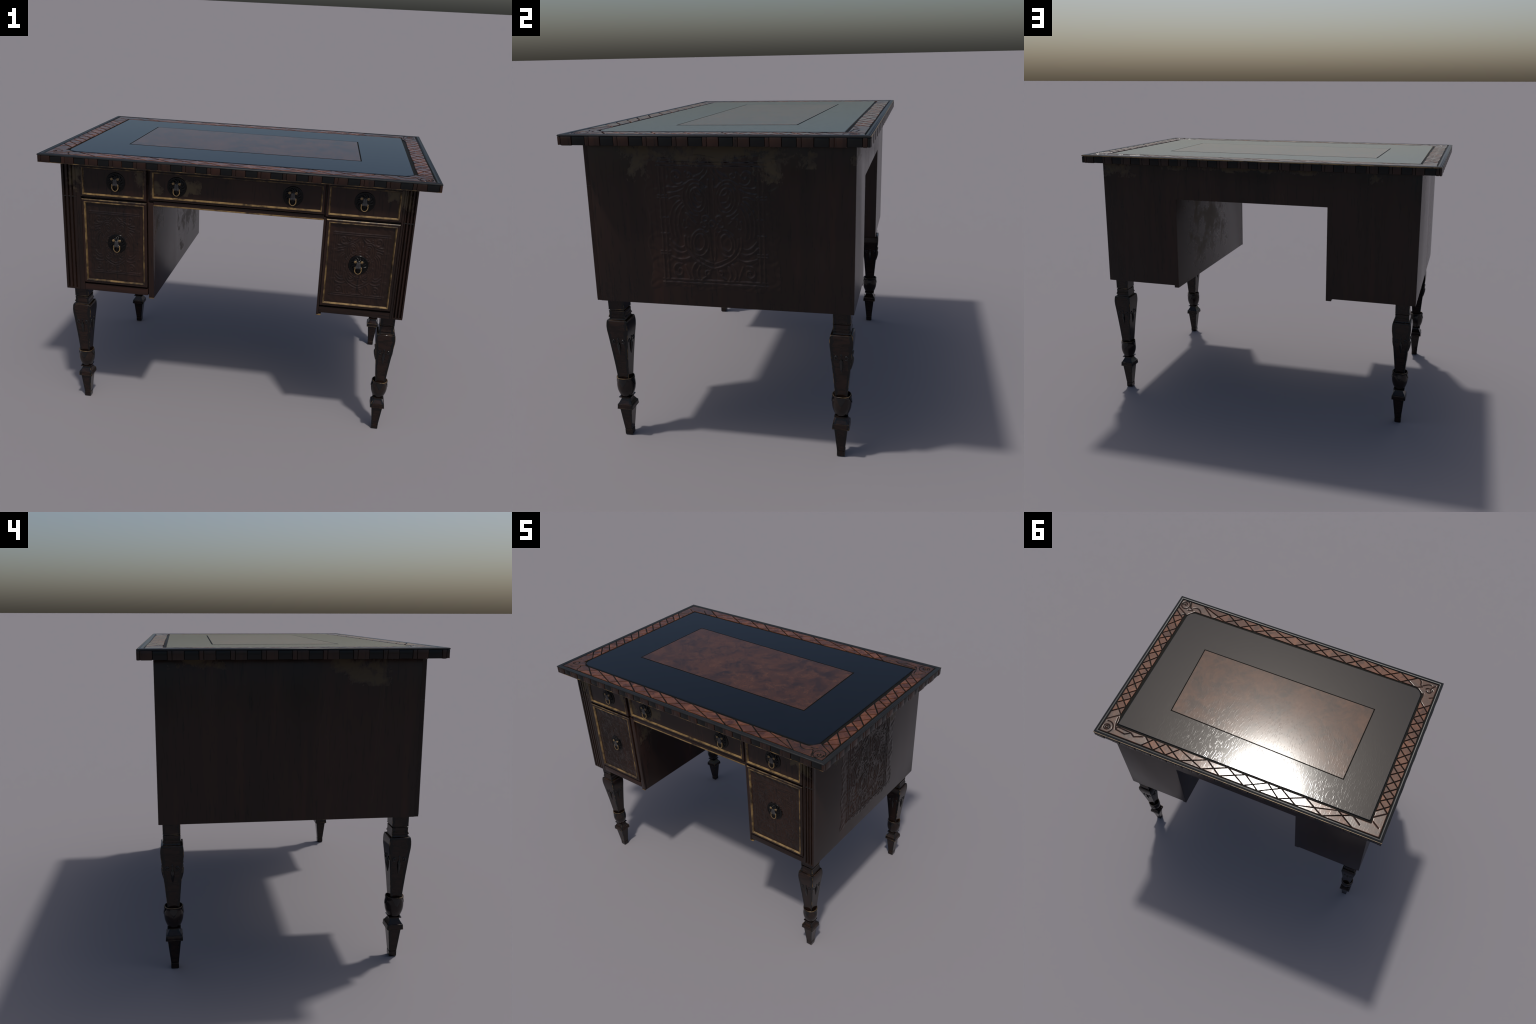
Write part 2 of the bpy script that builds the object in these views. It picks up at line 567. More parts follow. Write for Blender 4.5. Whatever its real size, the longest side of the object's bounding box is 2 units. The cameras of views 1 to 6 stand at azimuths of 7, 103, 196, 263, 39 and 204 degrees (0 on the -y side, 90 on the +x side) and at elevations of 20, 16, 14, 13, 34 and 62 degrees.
def motif(medallion=False):
    """Symmetric strap-work: frame, two upper lobes, bud, lower heart and corner scrolls (u,v in -1..1)."""
    half = [
        # upper petals, stem and crowning point
        ell(0.27, 0.43, 0.17, 0.23, tilt=-10), ell(0.27, 0.43, 0.11, 0.16, tilt=-10), ell(0.29, 0.43, 0.23, 0.29, -80, 190, tilt=-10),
        bez((0.03, 0.90), (0.05, 0.80), (0.14, 0.76), (0.20, 0.70)), bez((0.10, 0.91), (0.12, 0.82), (0.22, 0.80), (0.30, 0.76)),
        [(0.045, 0.18), (0.045, 0.72)], [(0.09, 0.22), (0.08, 0.60)], bez((0.18, 0.36), (0.26, 0.34), (0.34, 0.40), (0.34, 0.50)),
        bez((0.16, 0.48), (0.24, 0.46), (0.30, 0.50), (0.30, 0.57)),
        # rosette at the heart
        ell(0.13, 0.10, 0.055, 0.045, n=12), ell(0.16, 0.00, 0.055, 0.045, n=12), ell(0.11, -0.08, 0.055, 0.045, n=12),
        # lower petals meeting in a point
        ell(0.24, -0.30, 0.17, 0.22, tilt=14), ell(0.25, -0.29, 0.10, 0.14, tilt=14), bez((0.46, -0.22), (0.50, -0.42), (0.28, -0.58), (0.02, -0.64)),
        bez((0.52, -0.20), (0.58, -0.46), (0.34, -0.64), (0.02, -0.72)), bez((0.05, -0.12), (0.04, -0.30), (0.06, -0.45), (0.02, -0.58)),
        # outer vines
        bez((0.50, 0.30), (0.60, 0.22), (0.66, 0.05), (0.60, -0.20)), bez((0.54, 0.34), (0.68, 0.26), (0.75, 0.05), (0.68, -0.20)),
        bez((0.58, 0.38), (0.78, 0.30), (0.82, 0.05), (0.76, -0.18)), bez((0.36, 0.10), (0.46, 0.16), (0.50, 0.04), (0.44, -0.02)),
        bez((0.30, 0.02), (0.38, 0.06), (0.40, 0.14), (0.48, 0.18)), bez((0.48, -0.06), (0.54, -0.10), (0.56, -0.02), (0.52, 0.06)),
        # scrolls and leaves in the corners
        spiral(0.62, 0.77, 0.14, 1.3, -2.3, 1), spiral(0.66, -0.78, 0.13, 1.3, 2.0, -1), spiral(0.40, 0.80, 0.07, 1.0, 0.5, -1, 14),
        bez((0.46, 0.66), (0.56, 0.60), (0.68, 0.58), (0.80, 0.60)), bez((0.50, 0.58), (0.60, 0.52), (0.72, 0.50), (0.80, 0.50)),
        bez((0.78, 0.40), (0.70, 0.44), (0.64, 0.46), (0.58, 0.44)), bez((0.80, 0.70), (0.76, 0.80), (0.78, 0.86), (0.80, 0.90)),
        bez((0.52, -0.34), (0.60, -0.44), (0.70, -0.38), (0.80, -0.26)), bez((0.50, -0.44), (0.60, -0.52), (0.72, -0.46), (0.82, -0.36)),
        bez((0.44, -0.54), (0.56, -0.62), (0.70, -0.58), (0.80, -0.54)), bez((0.34, -0.64), (0.42, -0.72), (0.44, -0.82), (0.38, -0.90)),
        bez((0.26, -0.68), (0.32, -0.76), (0.34, -0.84), (0.28, -0.90)), bez((0.06, -0.74), (0.10, -0.82), (0.16, -0.88), (0.22, -0.90)),
        ell(0.12, -0.80, 0.04, 0.04, n=12), bez((0.46, -0.90), (0.48, -0.80), (0.52, -0.74), (0.54, -0.68)),
        # strap frame with ties
        [(0.86, -0.93), (0.86, 0.93)], [(0.94, -1.0), (0.94, 1.0)],
        [(0.82, 0.46), (0.99, 0.46)], [(0.82, 0.42), (0.99, 0.42)], [(0.82, -0.50), (0.99, -0.50)], [(0.82, -0.46), (0.99, -0.46)],
        [(0.82, 0.10), (0.96, 0.10)], [(0.82, -0.16), (0.96, -0.16)],
        [(0.0, 0.93), (0.98, 0.93)], [(0.0, 0.985), (0.98, 0.985)], [(0.0, -0.93), (0.98, -0.93)], [(0.0, -0.985), (0.98, -0.985)],
    ]
    lines = []
    for p in half:
        lines += [p, [(-u, v) for u, v in p]]
    lines += [ell(0, 0.02, 0.055, 0.05, n=12)]
    if medallion:
        lines += [ell(0, 0.0, 0.40, 0.38), ell(0, 0.0, 0.46, 0.44)]
    return lines


def relief_grid(name, w, h, step, lines, mat, amp, width, base, edge, to3, wobble=0.0):
    """Height-field plate: ridges along `lines` (in metres), sinking away at its border."""
    nu, nv = int(w / step), int(h / step)
    U, V = np.meshgrid(np.linspace(-w / 2, w / 2, nu + 1), np.linspace(-h / 2, h / 2, nv + 1), indexing="ij")
    best = np.full(U.shape, 1e9)
    for ln in lines:
        for (ax, ay), (bx, by) in zip(ln[:-1], ln[1:]):
            r = 3.2 * width
            i0 = np.searchsorted(U[:, 0], min(ax, bx) - r); i1 = np.searchsorted(U[:, 0], max(ax, bx) + r)
            j0 = np.searchsorted(V[0], min(ay, by) - r); j1 = np.searchsorted(V[0], max(ay, by) + r)
            if i1 <= i0 or j1 <= j0:
                continue
            u, v = U[i0:i1, j0:j1], V[i0:i1, j0:j1]
            dx, dy = bx - ax, by - ay
            t = np.clip(((u - ax) * dx + (v - ay) * dy) / (dx * dx + dy * dy + 1e-12), 0, 1)
            d = np.hypot(u - ax - t * dx, v - ay - t * dy)
            best[i0:i1, j0:j1] = np.minimum(best[i0:i1, j0:j1], d)
    ridge = amp * np.exp(-(best / width) ** 2)
    waves = amp * 0.42 * np.sin(U * 95 + 2.2 * np.sin(V * 60)) * np.sin(V * 80 + 1.7 * np.sin(U * 55))
    m = np.minimum(w / 2 - np.abs(U) - wobble * (1 + np.sin(V * 31 + np.sin(U * 17))),
                   h / 2 - np.abs(V) - wobble * (1 + np.sin(U * 27)))
    s = np.clip(m / edge, 0, 1)
    s = s * s * (3 - 2 * s)
    H = base + ridge + waves if edge == 0 else -0.0012 + s * (base + 0.0012 + ridge + waves)
    P = to3(U, V, H)
    verts = np.stack(P, -1).reshape(-1, 3).tolist()
    k = np.arange((nu + 1) * (nv + 1)).reshape(nu + 1, nv + 1)
    faces = np.stack([k[:-1, :-1], k[1:, :-1], k[1:, 1:], k[:-1, 1:]], -1).reshape(-1, 4).tolist()
    return mesh(name, verts, faces, mat, None, 80)


def scaled(lines, sx, sy):
    return [[(u * sx, v * sy) for u, v in ln] for ln in lines]


me = relief_grid("carved_relief", 0.60, 0.60, 0.0028, scaled(motif(), 0.235, 0.263), M["body"], 0.0036, 0.0036, 0.0016, 0.014,
                 lambda U, V, H: (BODY_X + H, U - 0.020, V + 1.066), 0.008)
link("carved_relief", me, carcass)


FACE_Y, PANEL_Y = -0.5800, -0.5745   # drawer frame and sunk panel


# --- drawers -------------------------------------------------------------------
def drawer(x0, x1, z0, z1, carved, bead, outer_gilt, weak=()):
    """Drawer front: eased frame, gilded bead and a sunk panel."""
    g, t = 1, 2
    prof = [(0.0, BED_Y + 0.001), (0.0, FACE_Y + 0.003), (0.003, FACE_Y), (0.006, FACE_Y), (bead, FACE_Y),
            (bead + 0.0015, FACE_Y - 0.0030), (bead + 0.0045, FACE_Y - 0.0030), (bead + 0.0090, PANEL_Y)]
    band = [0, t if outer_gilt else 0, t if outer_gilt else 0, 0, g, g, g]
    loops = [rect_loop(x0, x1, z0, z1, i, y) for i, y in prof]
    me = loft("drawer", loops, [M["front"], M["gilt"], M["gilt_thin"], M["gilt_side"]], band, caps=(False, not carved), smooth=25)
    for p in me.polygons:                                  # top bead and weak sides get sparser, darker gold than the rest
        strip, side = divmod(p.index, 4)                   # sides: 0 bottom, 1 right, 2 top, 3 left
        if strip >= len(band):
            p.material_index = 0
        elif band[strip] == t and side != 2:
            p.material_index = 0
        elif band[strip] == g and side == 2:
            p.material_index = t
        elif band[strip] == g and side in weak:
            p.material_index = 3
    d = link("drawer", me, desk)
    if carved:
        i = bead + 0.0093
        w, h = x1 - x0 - 2 * i, z1 - z0 - 2 * i
        cx, cz = (x0 + x1) / 2, (z0 + z1) / 2
        pm = relief_grid("drawer_panel", w, h, 0.0022, scaled(motif(True), w * 0.445, h * 0.405), M["panel"], 0.0030, 0.0028,
                         0.0, 0, lambda U, V, H: (cx + U, PANEL_Y + 0.0002 - H, cz + V))
        link("drawer_panel", pm, d)
    return d


drawer(-0.8025, -0.4525, 1.2270, 1.3980, False, 0.0115, False, (1,))
drawer(0.4625, 0.8340, 1.2265, 1.3980, False, 0.0115, False)
drawer(-0.4330, 0.4545, 1.2360, 1.3980, False, 0.0120, False, (1,))
drawer(-0.7985, -0.4510, 0.7495, 1.2170, True, 0.0135, True, (0, 1))
drawer(0.4695, 0.8335, 0.7470, 1.2160, True, 0.0130, True)


# --- lion-head ring pulls --------------------------------------------------------
def pull_meshes():
    plate = lathe("drawer_pull", [(0.0005, 0.0), (0.0500, 0.0), (0.0510, 0.003), (0.0505, 0.007), (0.0470, 0.0095), (0.0435, 0.0085),
                                  (0.040, 0.0065), (0.028, 0.0070), (0.0005, 0.0075)], M["iron"], 36, 50)
    parts = []
    for k in range(15):                                   # mane locks
        a = 2 * math.pi * k / 15 + 0.2
        r = 0.031 + 0.003 * (k % 2)
        parts.append(tube([((r - 0.012 + 0.005 * j) * math.cos(a + 0.12 * j), (r - 0.012 + 0.005 * j) * math.sin(a + 0.12 * j), 0.016 - 0.0025 * j)
                           for j in range(5)], [0.004, 0.0058, 0.0062, 0.005, 0.002], 8))
    for k in range(11):
        a = 2 * math.pi * k / 11
        parts.append(ellipsoid((0.019 * math.cos(a), 0.004 + 0.021 * math.sin(a), 0.014), (0.008, 0.008, 0.009), 10, 6))
    parts += [ellipsoid((0, 0.003, 0.018), (0.020, 0.023, 0.016)),
              ellipsoid((0.0085, 0.010, 0.029), (0.0075, 0.004, 0.006)), ellipsoid((-0.0085, 0.010, 0.029), (0.0075, 0.004, 0.006)),
              ellipsoid((0, -0.021, 0.020), (0.0095, 0.006, 0.010))]
    head = mesh("lion_head", *join(parts), M["iron"], None, 60)
    muzz = join([ellipsoid((0.0045, 0.002, 0.030), (0.0068, 0.017, 0.009)), ellipsoid((-0.0045, 0.002, 0.030), (0.0068, 0.017, 0.009)),
                 ellipsoid((0.007, -0.010, 0.031), (0.0090, 0.0080, 0.009)), ellipsoid((-0.007, -0.010, 0.031), (0.0090, 0.0080, 0.009)),
                 ellipsoid((0.020, 0.021, 0.020), (0.004, 0.004, 0.004)), ellipsoid((-0.020, 0.021, 0.020), (0.004, 0.004, 0.004))])
    muzzle = mesh("lion_muzzle", *muzz, M["muzzle"], None, 60)
    ears = join([ellipsoid((s * 0.0165, 0.0180, 0.030), (0.0080, 0.0075, 0.0060), 10, 6) for s in (1, -1)] +
                [ellipsoid((s * 0.0150, -0.0140, 0.031), (0.0042, 0.0075, 0.0055), 10, 6) for s in (1, -1)])
    ear = mesh("lion_ears", *ears, M["ear"], None, 60)
    path = []
    for k in range(40):
        a = 2 * math.pi * k / 40
        path.append((0.0165 * math.cos(a), -0.0245 + 0.0195 * math.sin(a), 0.0330 - 0.004 * math.sin(a)))
    rv, rf = tube(path, [0.0017 + 0.0008 * abs(math.cos(2 * math.pi * k / 40)) for k in range(40)], 10, True)
    ring = mesh("pull_ring", rv, rf, M["brass"], None, 60)
    for me in (plate, head, muzzle, ear, ring):            # shallow casting
        for v in me.vertices:
            v.co.z *= 0.44
        me.update()
    return plate, head, muzzle, ear, ring


PM = pull_meshes()
for px, pz, py in ((-0.613, 1.316, 0.0005), (-0.293, 1.317, 0.0005), (0.295, 1.317, 0.0005), (0.648, 1.3165, 0.0005),
                   (-0.612, 0.985, 0.0), (0.648, 0.986, 0.0)):
    p = link("drawer_pull", PM[0], desk, (px, PANEL_Y + py, pz), (math.radians(90), 0, 0))
    for me in PM[1:]:
        link(me.name.split(".")[0], me, p)

# --- legs ------------------------------------------------------------------------
LEG = [(0.0372, PED_Z + 0.004), (0.0366, 0.6490), (0.0330, 0.6480), (0.0330, 0.6430), (0.0360, 0.6420), (0.0358, 0.6240), (0.0395, 0.6150),
       (0.0392, 0.6125), (0.0360, 0.6100), (0.0362, 0.6040), (0.0385, 0.5992), (0.0430, 0.5988), (0.0450, 0.5980), (0.0463, 0.5964), (0.0472, 0.5938), (0.0482, 0.5890), (0.0490, 0.5820),
       (0.0498, 0.5680), (0.0490, 0.5480), (0.0450, 0.5130), (0.0354, 0.4160), (0.0310, 0.3660), (0.0262, 0.3080), (0.0255, 0.2850)]
FOOT = [(0.0200, 0.2060), (0.0290, 0.2040), (0.0285, 0.2000), (0.0200, 0.1960), (0.0215, 0.1900), (0.0320, 0.1710), (0.0330, 0.1690),
        (0.0346, 0.1684), (0.0356, 0.1668), (0.0362, 0.1640), (0.0366, 0.1590), (0.0372, 0.1500), (0.0368, 0.1440), (0.0290, 0.1400), (0.0280, 0.1360), (0.0168, 0.0290),
        (0.0152, 0.0280), (0.0152, 0.0262), (0.0168, 0.0250), (0.0168, 0.0015), (0.0160, 0.0)]
leg_me = loft("leg", [sq(h + 0.0012, z) for h, z in LEG], M["leg"], smooth=36)
foot_me = loft("foot", [sq(h + 0.0009, z) for h, z in FOOT], M["leg"], smooth=36)
ball_me = lathe("leg_ball", [(0.022, 0.2050), (0.0300, 0.2075), (0.0315, 0.2110), (0.0370, 0.2240), (0.0418, 0.2400), (0.0437, 0.2560),
                             (0.0435, 0.2680), (0.0415, 0.2820), (0.0392, 0.2900), (0.0400, 0.2935), (0.0418, 0.2975), (0.0415, 0.3015),
                             (0.0385, 0.3035), (0.0350, 0.3010), (0.0300, 0.2920), (0.024, 0.2880)], M["ball"], 40, 50)


def cup_leaf():
    """Pointed leaves of the cup that clasps the taper, one on each face."""
    parts = []
    for k in range(4):
        a = k * math.pi / 2
        verts, faces = [], []
        for j, (w, z) in enumerate(((0.021, 0.3005), (0.019, 0.291), (0.013, 0.280), (0.0065, 0.270), (0.0006, 0.262))):
            r = {0: 0.0425, 1: 0.0420, 2: 0.0438, 3: 0.0452, 4: 0.0448}[j]
            for t in (-1, -0.5, 0, 0.5, 1):
                th = a + t * w / 0.043
                rr = r + 0.0012 * (1 - t * t)
                verts.append((rr * math.cos(th), rr * math.sin(th), z))
        for j in range(4):
            for i in range(4):
                q = j * 5 + i
                faces.append((q, q + 5, q + 6, q + 1))
        n = len(verts)                                     # thickness
        verts += [(x * 0.93, y * 0.93, z) for x, y, z in verts]
        faces += [tuple(i + n for i in f[::-1]) for f in faces]
        parts.append((verts, faces))
    return mesh("cup_leaf", *join(parts), M["carving"], None, 50)


def leg_ornament():
    """Pendant leaf with two curling tendrils, carved on each face of the taper."""
    hw = lambda z: 0.0012 + np.interp(z, [0.3660, 0.4160, 0.5130, 0.5480], [0.0310, 0.0354, 0.0450, 0.0490])
    parts = []
    for k in range(4):
        ca, sa = math.cos(k * math.pi / 2), math.sin(k * math.pi / 2)
        face = lambda u, z, o: ((hw(z) + o) * ca - u * sa, (hw(z) + o) * sa + u * ca, z)
        stem = [face(0, 0.505 - 0.082 * t, 0.0006) for t in [i / 10 for i in range(11)]]
        parts.append(tube(stem, [0.0008 + 0.0074 * math.sin(math.pi * min(1, (i / 10) ** 0.8)) * (0.35 if i < 3 else 1) for i in range(11)], 8))
        parts.append(tube([face(0, 0.513 - 0.012 * t / 4, 0.0) for t in range(5)], [0.001, 0.0035, 0.0042, 0.0035, 0.001], 8))
        for s in (1, -1):
            curl = spiral(s * 0.0205, 0.4960, 0.0115, 0.95, -2.0 if s > 0 else -1.14, s, 18)
            parts.append(tube([face(u, z, 0.0) for u, z in curl], [0.0022 + 0.0018 * math.sin(math.pi * i / 18) for i in range(19)], 7))
    return mesh("leg_carving", *join(parts), M["carving"], None, 60)


def leg_gilding():
    """Thin rubbed-gold lines on the collar, shoulder, cup rim and foot."""
    parts = []
    for hw, z in ((0.0380, 0.6495), (0.0374, 0.6418), (0.0400, 0.6002), (0.0466, 0.5978), (0.0360, 0.1678), (0.0382, 0.1470), (0.0178, 0.0252)):
        parts.append(tube([(hw, -hw, z), (hw, hw, z), (-hw, hw, z), (-hw, -hw, z)], 0.0009, 6, True))
    parts.append(tube([(0.0402 * math.cos(a), 0.0402 * math.sin(a), 0.3022 + 0.001 * math.cos(4 * a)) for a in
                       (2 * math.pi * k / 32 for k in range(32))], 0.0018, 6, True))
    return mesh("leg_gilding", *join(parts), M["gilt_thin"], None, 60)


leaf_me, orn_me, lgilt_me = cup_leaf(), leg_ornament(), leg_gilding()
for k, (x, y) in enumerate(((-LEG_X - 0.0015, LEG_YF), (LEG_X - 0.0005, LEG_YF + 0.0020), (LEG_X, LEG_YB), (-LEG_X - 0.0010, LEG_YB))):
    lg = link("leg", leg_me, desk, (x, y, 0), (0, 0, k * math.pi / 2))
    for nm, me in (("foot", foot_me), ("leg_ball", ball_me), ("cup_leaf", leaf_me), ("leg_carving", orn_me), ("leg_gilding", lgilt_me)):
        link(nm, me, lg)

# --- table top -------------------------------------------------------------------
BED_Z = 1.4435
tabletop = link("tabletop", box_mesh("tabletop", (-TOP_X + 0.008, -TOP_Y + 0.008, TOP_Z0), (TOP_X - 0.008, TOP_Y - 0.008, BED_Z),
                                     M["groove"], 0.001), desk)


def ring_loop(inset, z):
    return [(-TOP_X + inset, -TOP_Y + inset, z), (TOP_X - inset, -TOP_Y + inset, z),
            (TOP_X - inset, TOP_Y - inset, z), (-TOP_X + inset, TOP_Y - inset, z)]


rim_prof = [(0.004, 1.4408), (0.0005, 1.4412), (0.0005, 1.4452), (0.0030, 1.4478), (0.0065, 1.4486), (0.0085, 1.4470), (0.0100, 1.4482),
            (0.0130, 1.4495), (0.0165, 1.4498), (0.0200, 1.4493), (0.0235, 1.4473), (0.0255, 1.4423)]
link("rim_moulding", loft("rim_moulding", [ring_loop(i, z) for i, z in rim_prof], M["rim"], caps=(False, False), smooth=50), tabletop)
box("gilded_edge", (-TOP_X + 0.001, TOP_Y - 0.0055, 1.4414), (TOP_X - 0.001, TOP_Y + 0.0000, 1.4466), M["gilt"], tabletop)
box("gilded_edge", (-TOP_X + 0.003, -TOP_Y + 0.0005, TOP_Z0 + 0.0012), (TOP_X - 0.003, -TOP_Y + 0.007, TOP_Z0 + 0.0036), M["gilt_thin"], tabletop)

# chequered edge: raised brown blocks, sunk black blocks and narrow brown dividers
EDGE_Z0, EDGE_Z1 = TOP_Z0 + 0.0002, 1.441
block_cache = {}


def edge_block(kind, length, drop):
    key = (kind, round(length, 3), drop)
    if key not in block_cache:
        out = {"brown": 0.0085, "black": 0.0060, "divider": 0.0075}[kind]
        z0, z1 = (EDGE_Z0 - drop + 0.0012, EDGE_Z1 - 0.0012) if kind == "black" else (EDGE_Z0 - drop, EDGE_Z1)
        block_cache[key] = box_mesh("edge_" + kind + "_block", (-key[1] / 2 + 0.0006, -out, z0), (key[1] / 2 - 0.0006, 0.006, z1),
                                    M["block_black" if kind == "black" else "block_brown"], 0.0034)
    return block_cache[key]


def edge_run(half, offset, period, place, drop=0.0015):
    t = -half + offset - period
    seq = (("brown", 0.046 / 0.120), ("black", 0.056 / 0.120), ("divider", 0.018 / 0.120))
    while t < half:
        for kind, frac in seq:
            a, b = max(t, -half), min(t + frac * period, half)
            t += frac * period
            if b - a < 0.006:
                continue
            o = link("edge_" + kind + "_block", edge_block(kind, b - a, drop), tabletop)
            place(o, (a + b) / 2)


def on_front(o, c): o.location = (c, -TOP_Y + 0.008, 0)
def on_back(o, c): o.location = (-c, TOP_Y - 0.008, 0); o.rotation_euler = (0, 0, math.pi)
def on_right(o, c): o.location = (TOP_X - 0.008, c, 0); o.rotation_euler = (0, 0, math.pi / 2)
def on_left(o, c): o.location = (-TOP_X + 0.008, -c, 0); o.rotation_euler = (0, 0, -math.pi / 2)


edge_run(TOP_X - 0.0005, 0.020, 0.1240, on_front, -0.0018)
edge_run(TOP_X - 0.0005, 0.033, 0.1149, on_back)
edge_run(TOP_Y - 0.0090, 0.006, 0.1240, on_right)
edge_run(TOP_Y - 0.0090, 0.005, 0.1240, on_left)


# leather and writing panel
def slab(name, poly, z0, z1, mat, bevel):
    n = len(poly)
    cx, cy = (sum(p[i] for p in poly) / n for i in (0, 1))

    def inner(d):
        out = []
        for i in range(n):
            p, a, b = Vector(poly[i]), Vector(poly[i - 1]), Vector(poly[(i + 1) % n])
            e1, e2 = (p - a).normalized(), (b - p).normalized()
            n1, n2 = Vector((-e1.y, e1.x)), Vector((-e2.y, e2.x))
            m = (n1 + n2)
            m /= max(m.dot(n1), 0.35)
            out.append(p + m * d)
        return out
    loops = [[(p[0], p[1], z0) for p in poly], [(p[0], p[1], z1 - bevel) for p in poly],
             [(p[0], p[1], z1 - bevel * 0.3) for p in inner(bevel * 0.35)], [(p[0], p[1], z1) for p in inner(bevel)]]
    return loft(name, loops, mat, smooth=12)


lx0, lx1, ly = -0.885, 0.877, 0.521
leather_poly = [(lx0 + 0.010, -ly + 0.024), (lx0 + 0.024, -ly + 0.009), (lx0 + 0.048, -ly), (lx1 - 0.045, -ly), (lx1 - 0.016, -ly + 0.014),
                (lx1, -ly + 0.045), (lx1, ly - 0.006), (lx1 - 0.006, ly), (lx0 + 0.006, ly), (lx0, ly - 0.006), (lx0, -ly + 0.045)]
link("leather_inlay", slab("leather_inlay", leather_poly, BED_Z - 0.001, 1.4484, M["leather"], 0.0035), tabletop)
panel_poly = [(-0.632, -0.244), (0.615, -0.247), (0.598, 0.282), (-0.628, 0.314)]
cpx, cpy = -0.012, 0.026
grow = lambda d: [(x + math.copysign(d, x - cpx), y + math.copysign(d, y - cpy)) for x, y in panel_poly]
link("painted_groove_line", slab("painted_groove_line", grow(0.0095), 1.4458, 1.4486, M["groove_shade"], 0.0006), tabletop)  # groove's darkness painted on a raised strip, kept dull under the glare
link("painted_groove_line", slab("painted_groove_line", grow(0.0014), 1.4458, 1.4488, M["line"], 0.0006), tabletop)
link("writing_panel", slab("writing_panel", grow(-0.0025), 1.4458, 1.4490, M["veneer"], 0.0008), tabletop)

# lattice border: crossing grooves leave diamonds with triangles beside them
def cell(verts2, gap=0.0036):
    """One inlay tile: shrink the cell by the groove width and bevel its upper edge."""
    c = Vector((sum(v[0] for v in verts2) / len(verts2), sum(v[1] for v in verts2) / len(verts2)))
    pts = [Vector(v) for v in verts2]
    area = sum(pts[i].x * pts[(i + 1) % len(pts)].y - pts[(i + 1) % len(pts)].x * pts[i].y for i in range(len(pts)))
    if area < 0:
        pts.reverse()

    def inset(d):
        n = len(pts)
        out = []
        for i in range(n):
            a, p, b = pts[i - 1], pts[i], pts[(i + 1) % n]
            e1, e2 = (p - a).normalized(), (b - p).normalized()
            n1, n2 = Vector((-e1.y, e1.x)), Vector((-e2.y, e2.x))
            den = 1 + n1.dot(n2)
            out.append(p + (n1 + n2) / max(den, 0.12) * d)
        return out
    loops = [[(q.x - c.x, q.y - c.y, z) for q in inset(d)] for d, z in
             ((gap, BED_Z - 0.0005), (gap, 1.4468), (gap + 0.0006, 1.4482), (gap + 0.0018, 1.4486))]
    link("inlay_tile", loft("inlay_tile", loops, M["tile"], caps=(False, True), smooth=12), tabletop, (c.x, c.y, 0))


def lattice(outer, inner, place, o_off, i_off):
    """outer / inner: node positions along the side; tiles between successive nodes."""
    n = min(len(outer), len(inner))
    P = lambda t, off: place(t, off + rng.uniform(-0.002, 0.002))
    O = [P(outer[i], o_off) for i in range(n)]
    I = [P(inner[i], i_off) for i in range(n)]

    def cross(a, b, c, d):
        a, b, c, d = map(Vector, (a, b, c, d))
        r, s = b - a, d - c
        t = (c - a).cross(s) / r.cross(s)
        return a + r * t
    C = [cross(O[i], I[i + 1], I[i], O[i + 1]) for i in range(n - 1)]
    for i in range(n - 1):
        cell([O[i], O[i + 1], C[i]])
        cell([I[i], I[i + 1], C[i]])
        if i < n - 2:
            cell([C[i], O[i + 1], C[i + 1], I[i + 1]])
    return O, I, C


OUT_Y, IN_Y, OUT_X, IN_X = 0.6062, 0.5310, 0.9715, 0.8930
fo = [0.790, 0.604, 0.484, 0.365, 0.238, 0.081, -0.064, -0.187, -0.322, -0.436, -0.547, -0.703, -0.824]
fi = [0.690, 0.600, 0.481, 0.372, 0.232, 0.061, -0.080, -0.199, -0.329, -0.450, -0.593, -0.725, -0.818]
bo = [0.660, 0.572, 0.481, 0.377, 0.222, 0.096, -0.073, -0.171, -0.310, -0.427, -0.601, -0.800]
bi = [0.664, 0.600, 0.512, 0.410, 0.214, 0.067, -0.055, -0.208, -0.300, -0.465, -0.680, -0.764]
F = lattice(fo, fi, lambda t, o: (t, -o), OUT_Y, IN_Y)
B = lattice(bo, bi, lambda t, o: (t, o), OUT_Y, IN_Y)
ro, ri = [-0.500], [-0.486]
for k in range(13):
    ro.append(ro[0] + (k + 1) * 0.0735 + rng.uniform(-0.010, 0.010))
    ri.append(ro[-1] + rng.uniform(-0.010, 0.010))
lo = [-0.428, -0.358, -0.284, -0.222, -0.162, -0.094, -0.027, 0.044, 0.113, 0.179, 0.248, 0.315, 0.380, 0.440]
li = [t + rng.uniform(-0.008, 0.008) for t in lo]
R = lattice(ro, ri, lambda t, o: (o, t), OUT_X, IN_X)
L = lattice(lo, li, lambda t, o: (-o, t), OUT_X, IN_X)


# corner plates with carved rosettes and squiggles, filling the border beyond the lattice
def inside(p, poly):
    c = False
    for (x1, y1), (x2, y2) in zip(poly, poly[1:] + poly[:1]):
        if (y1 > p[1]) != (y2 > p[1]) and p[0] < (x2 - x1) * (p[1] - y1) / (y2 - y1) + x1:
            c = not c
    return c


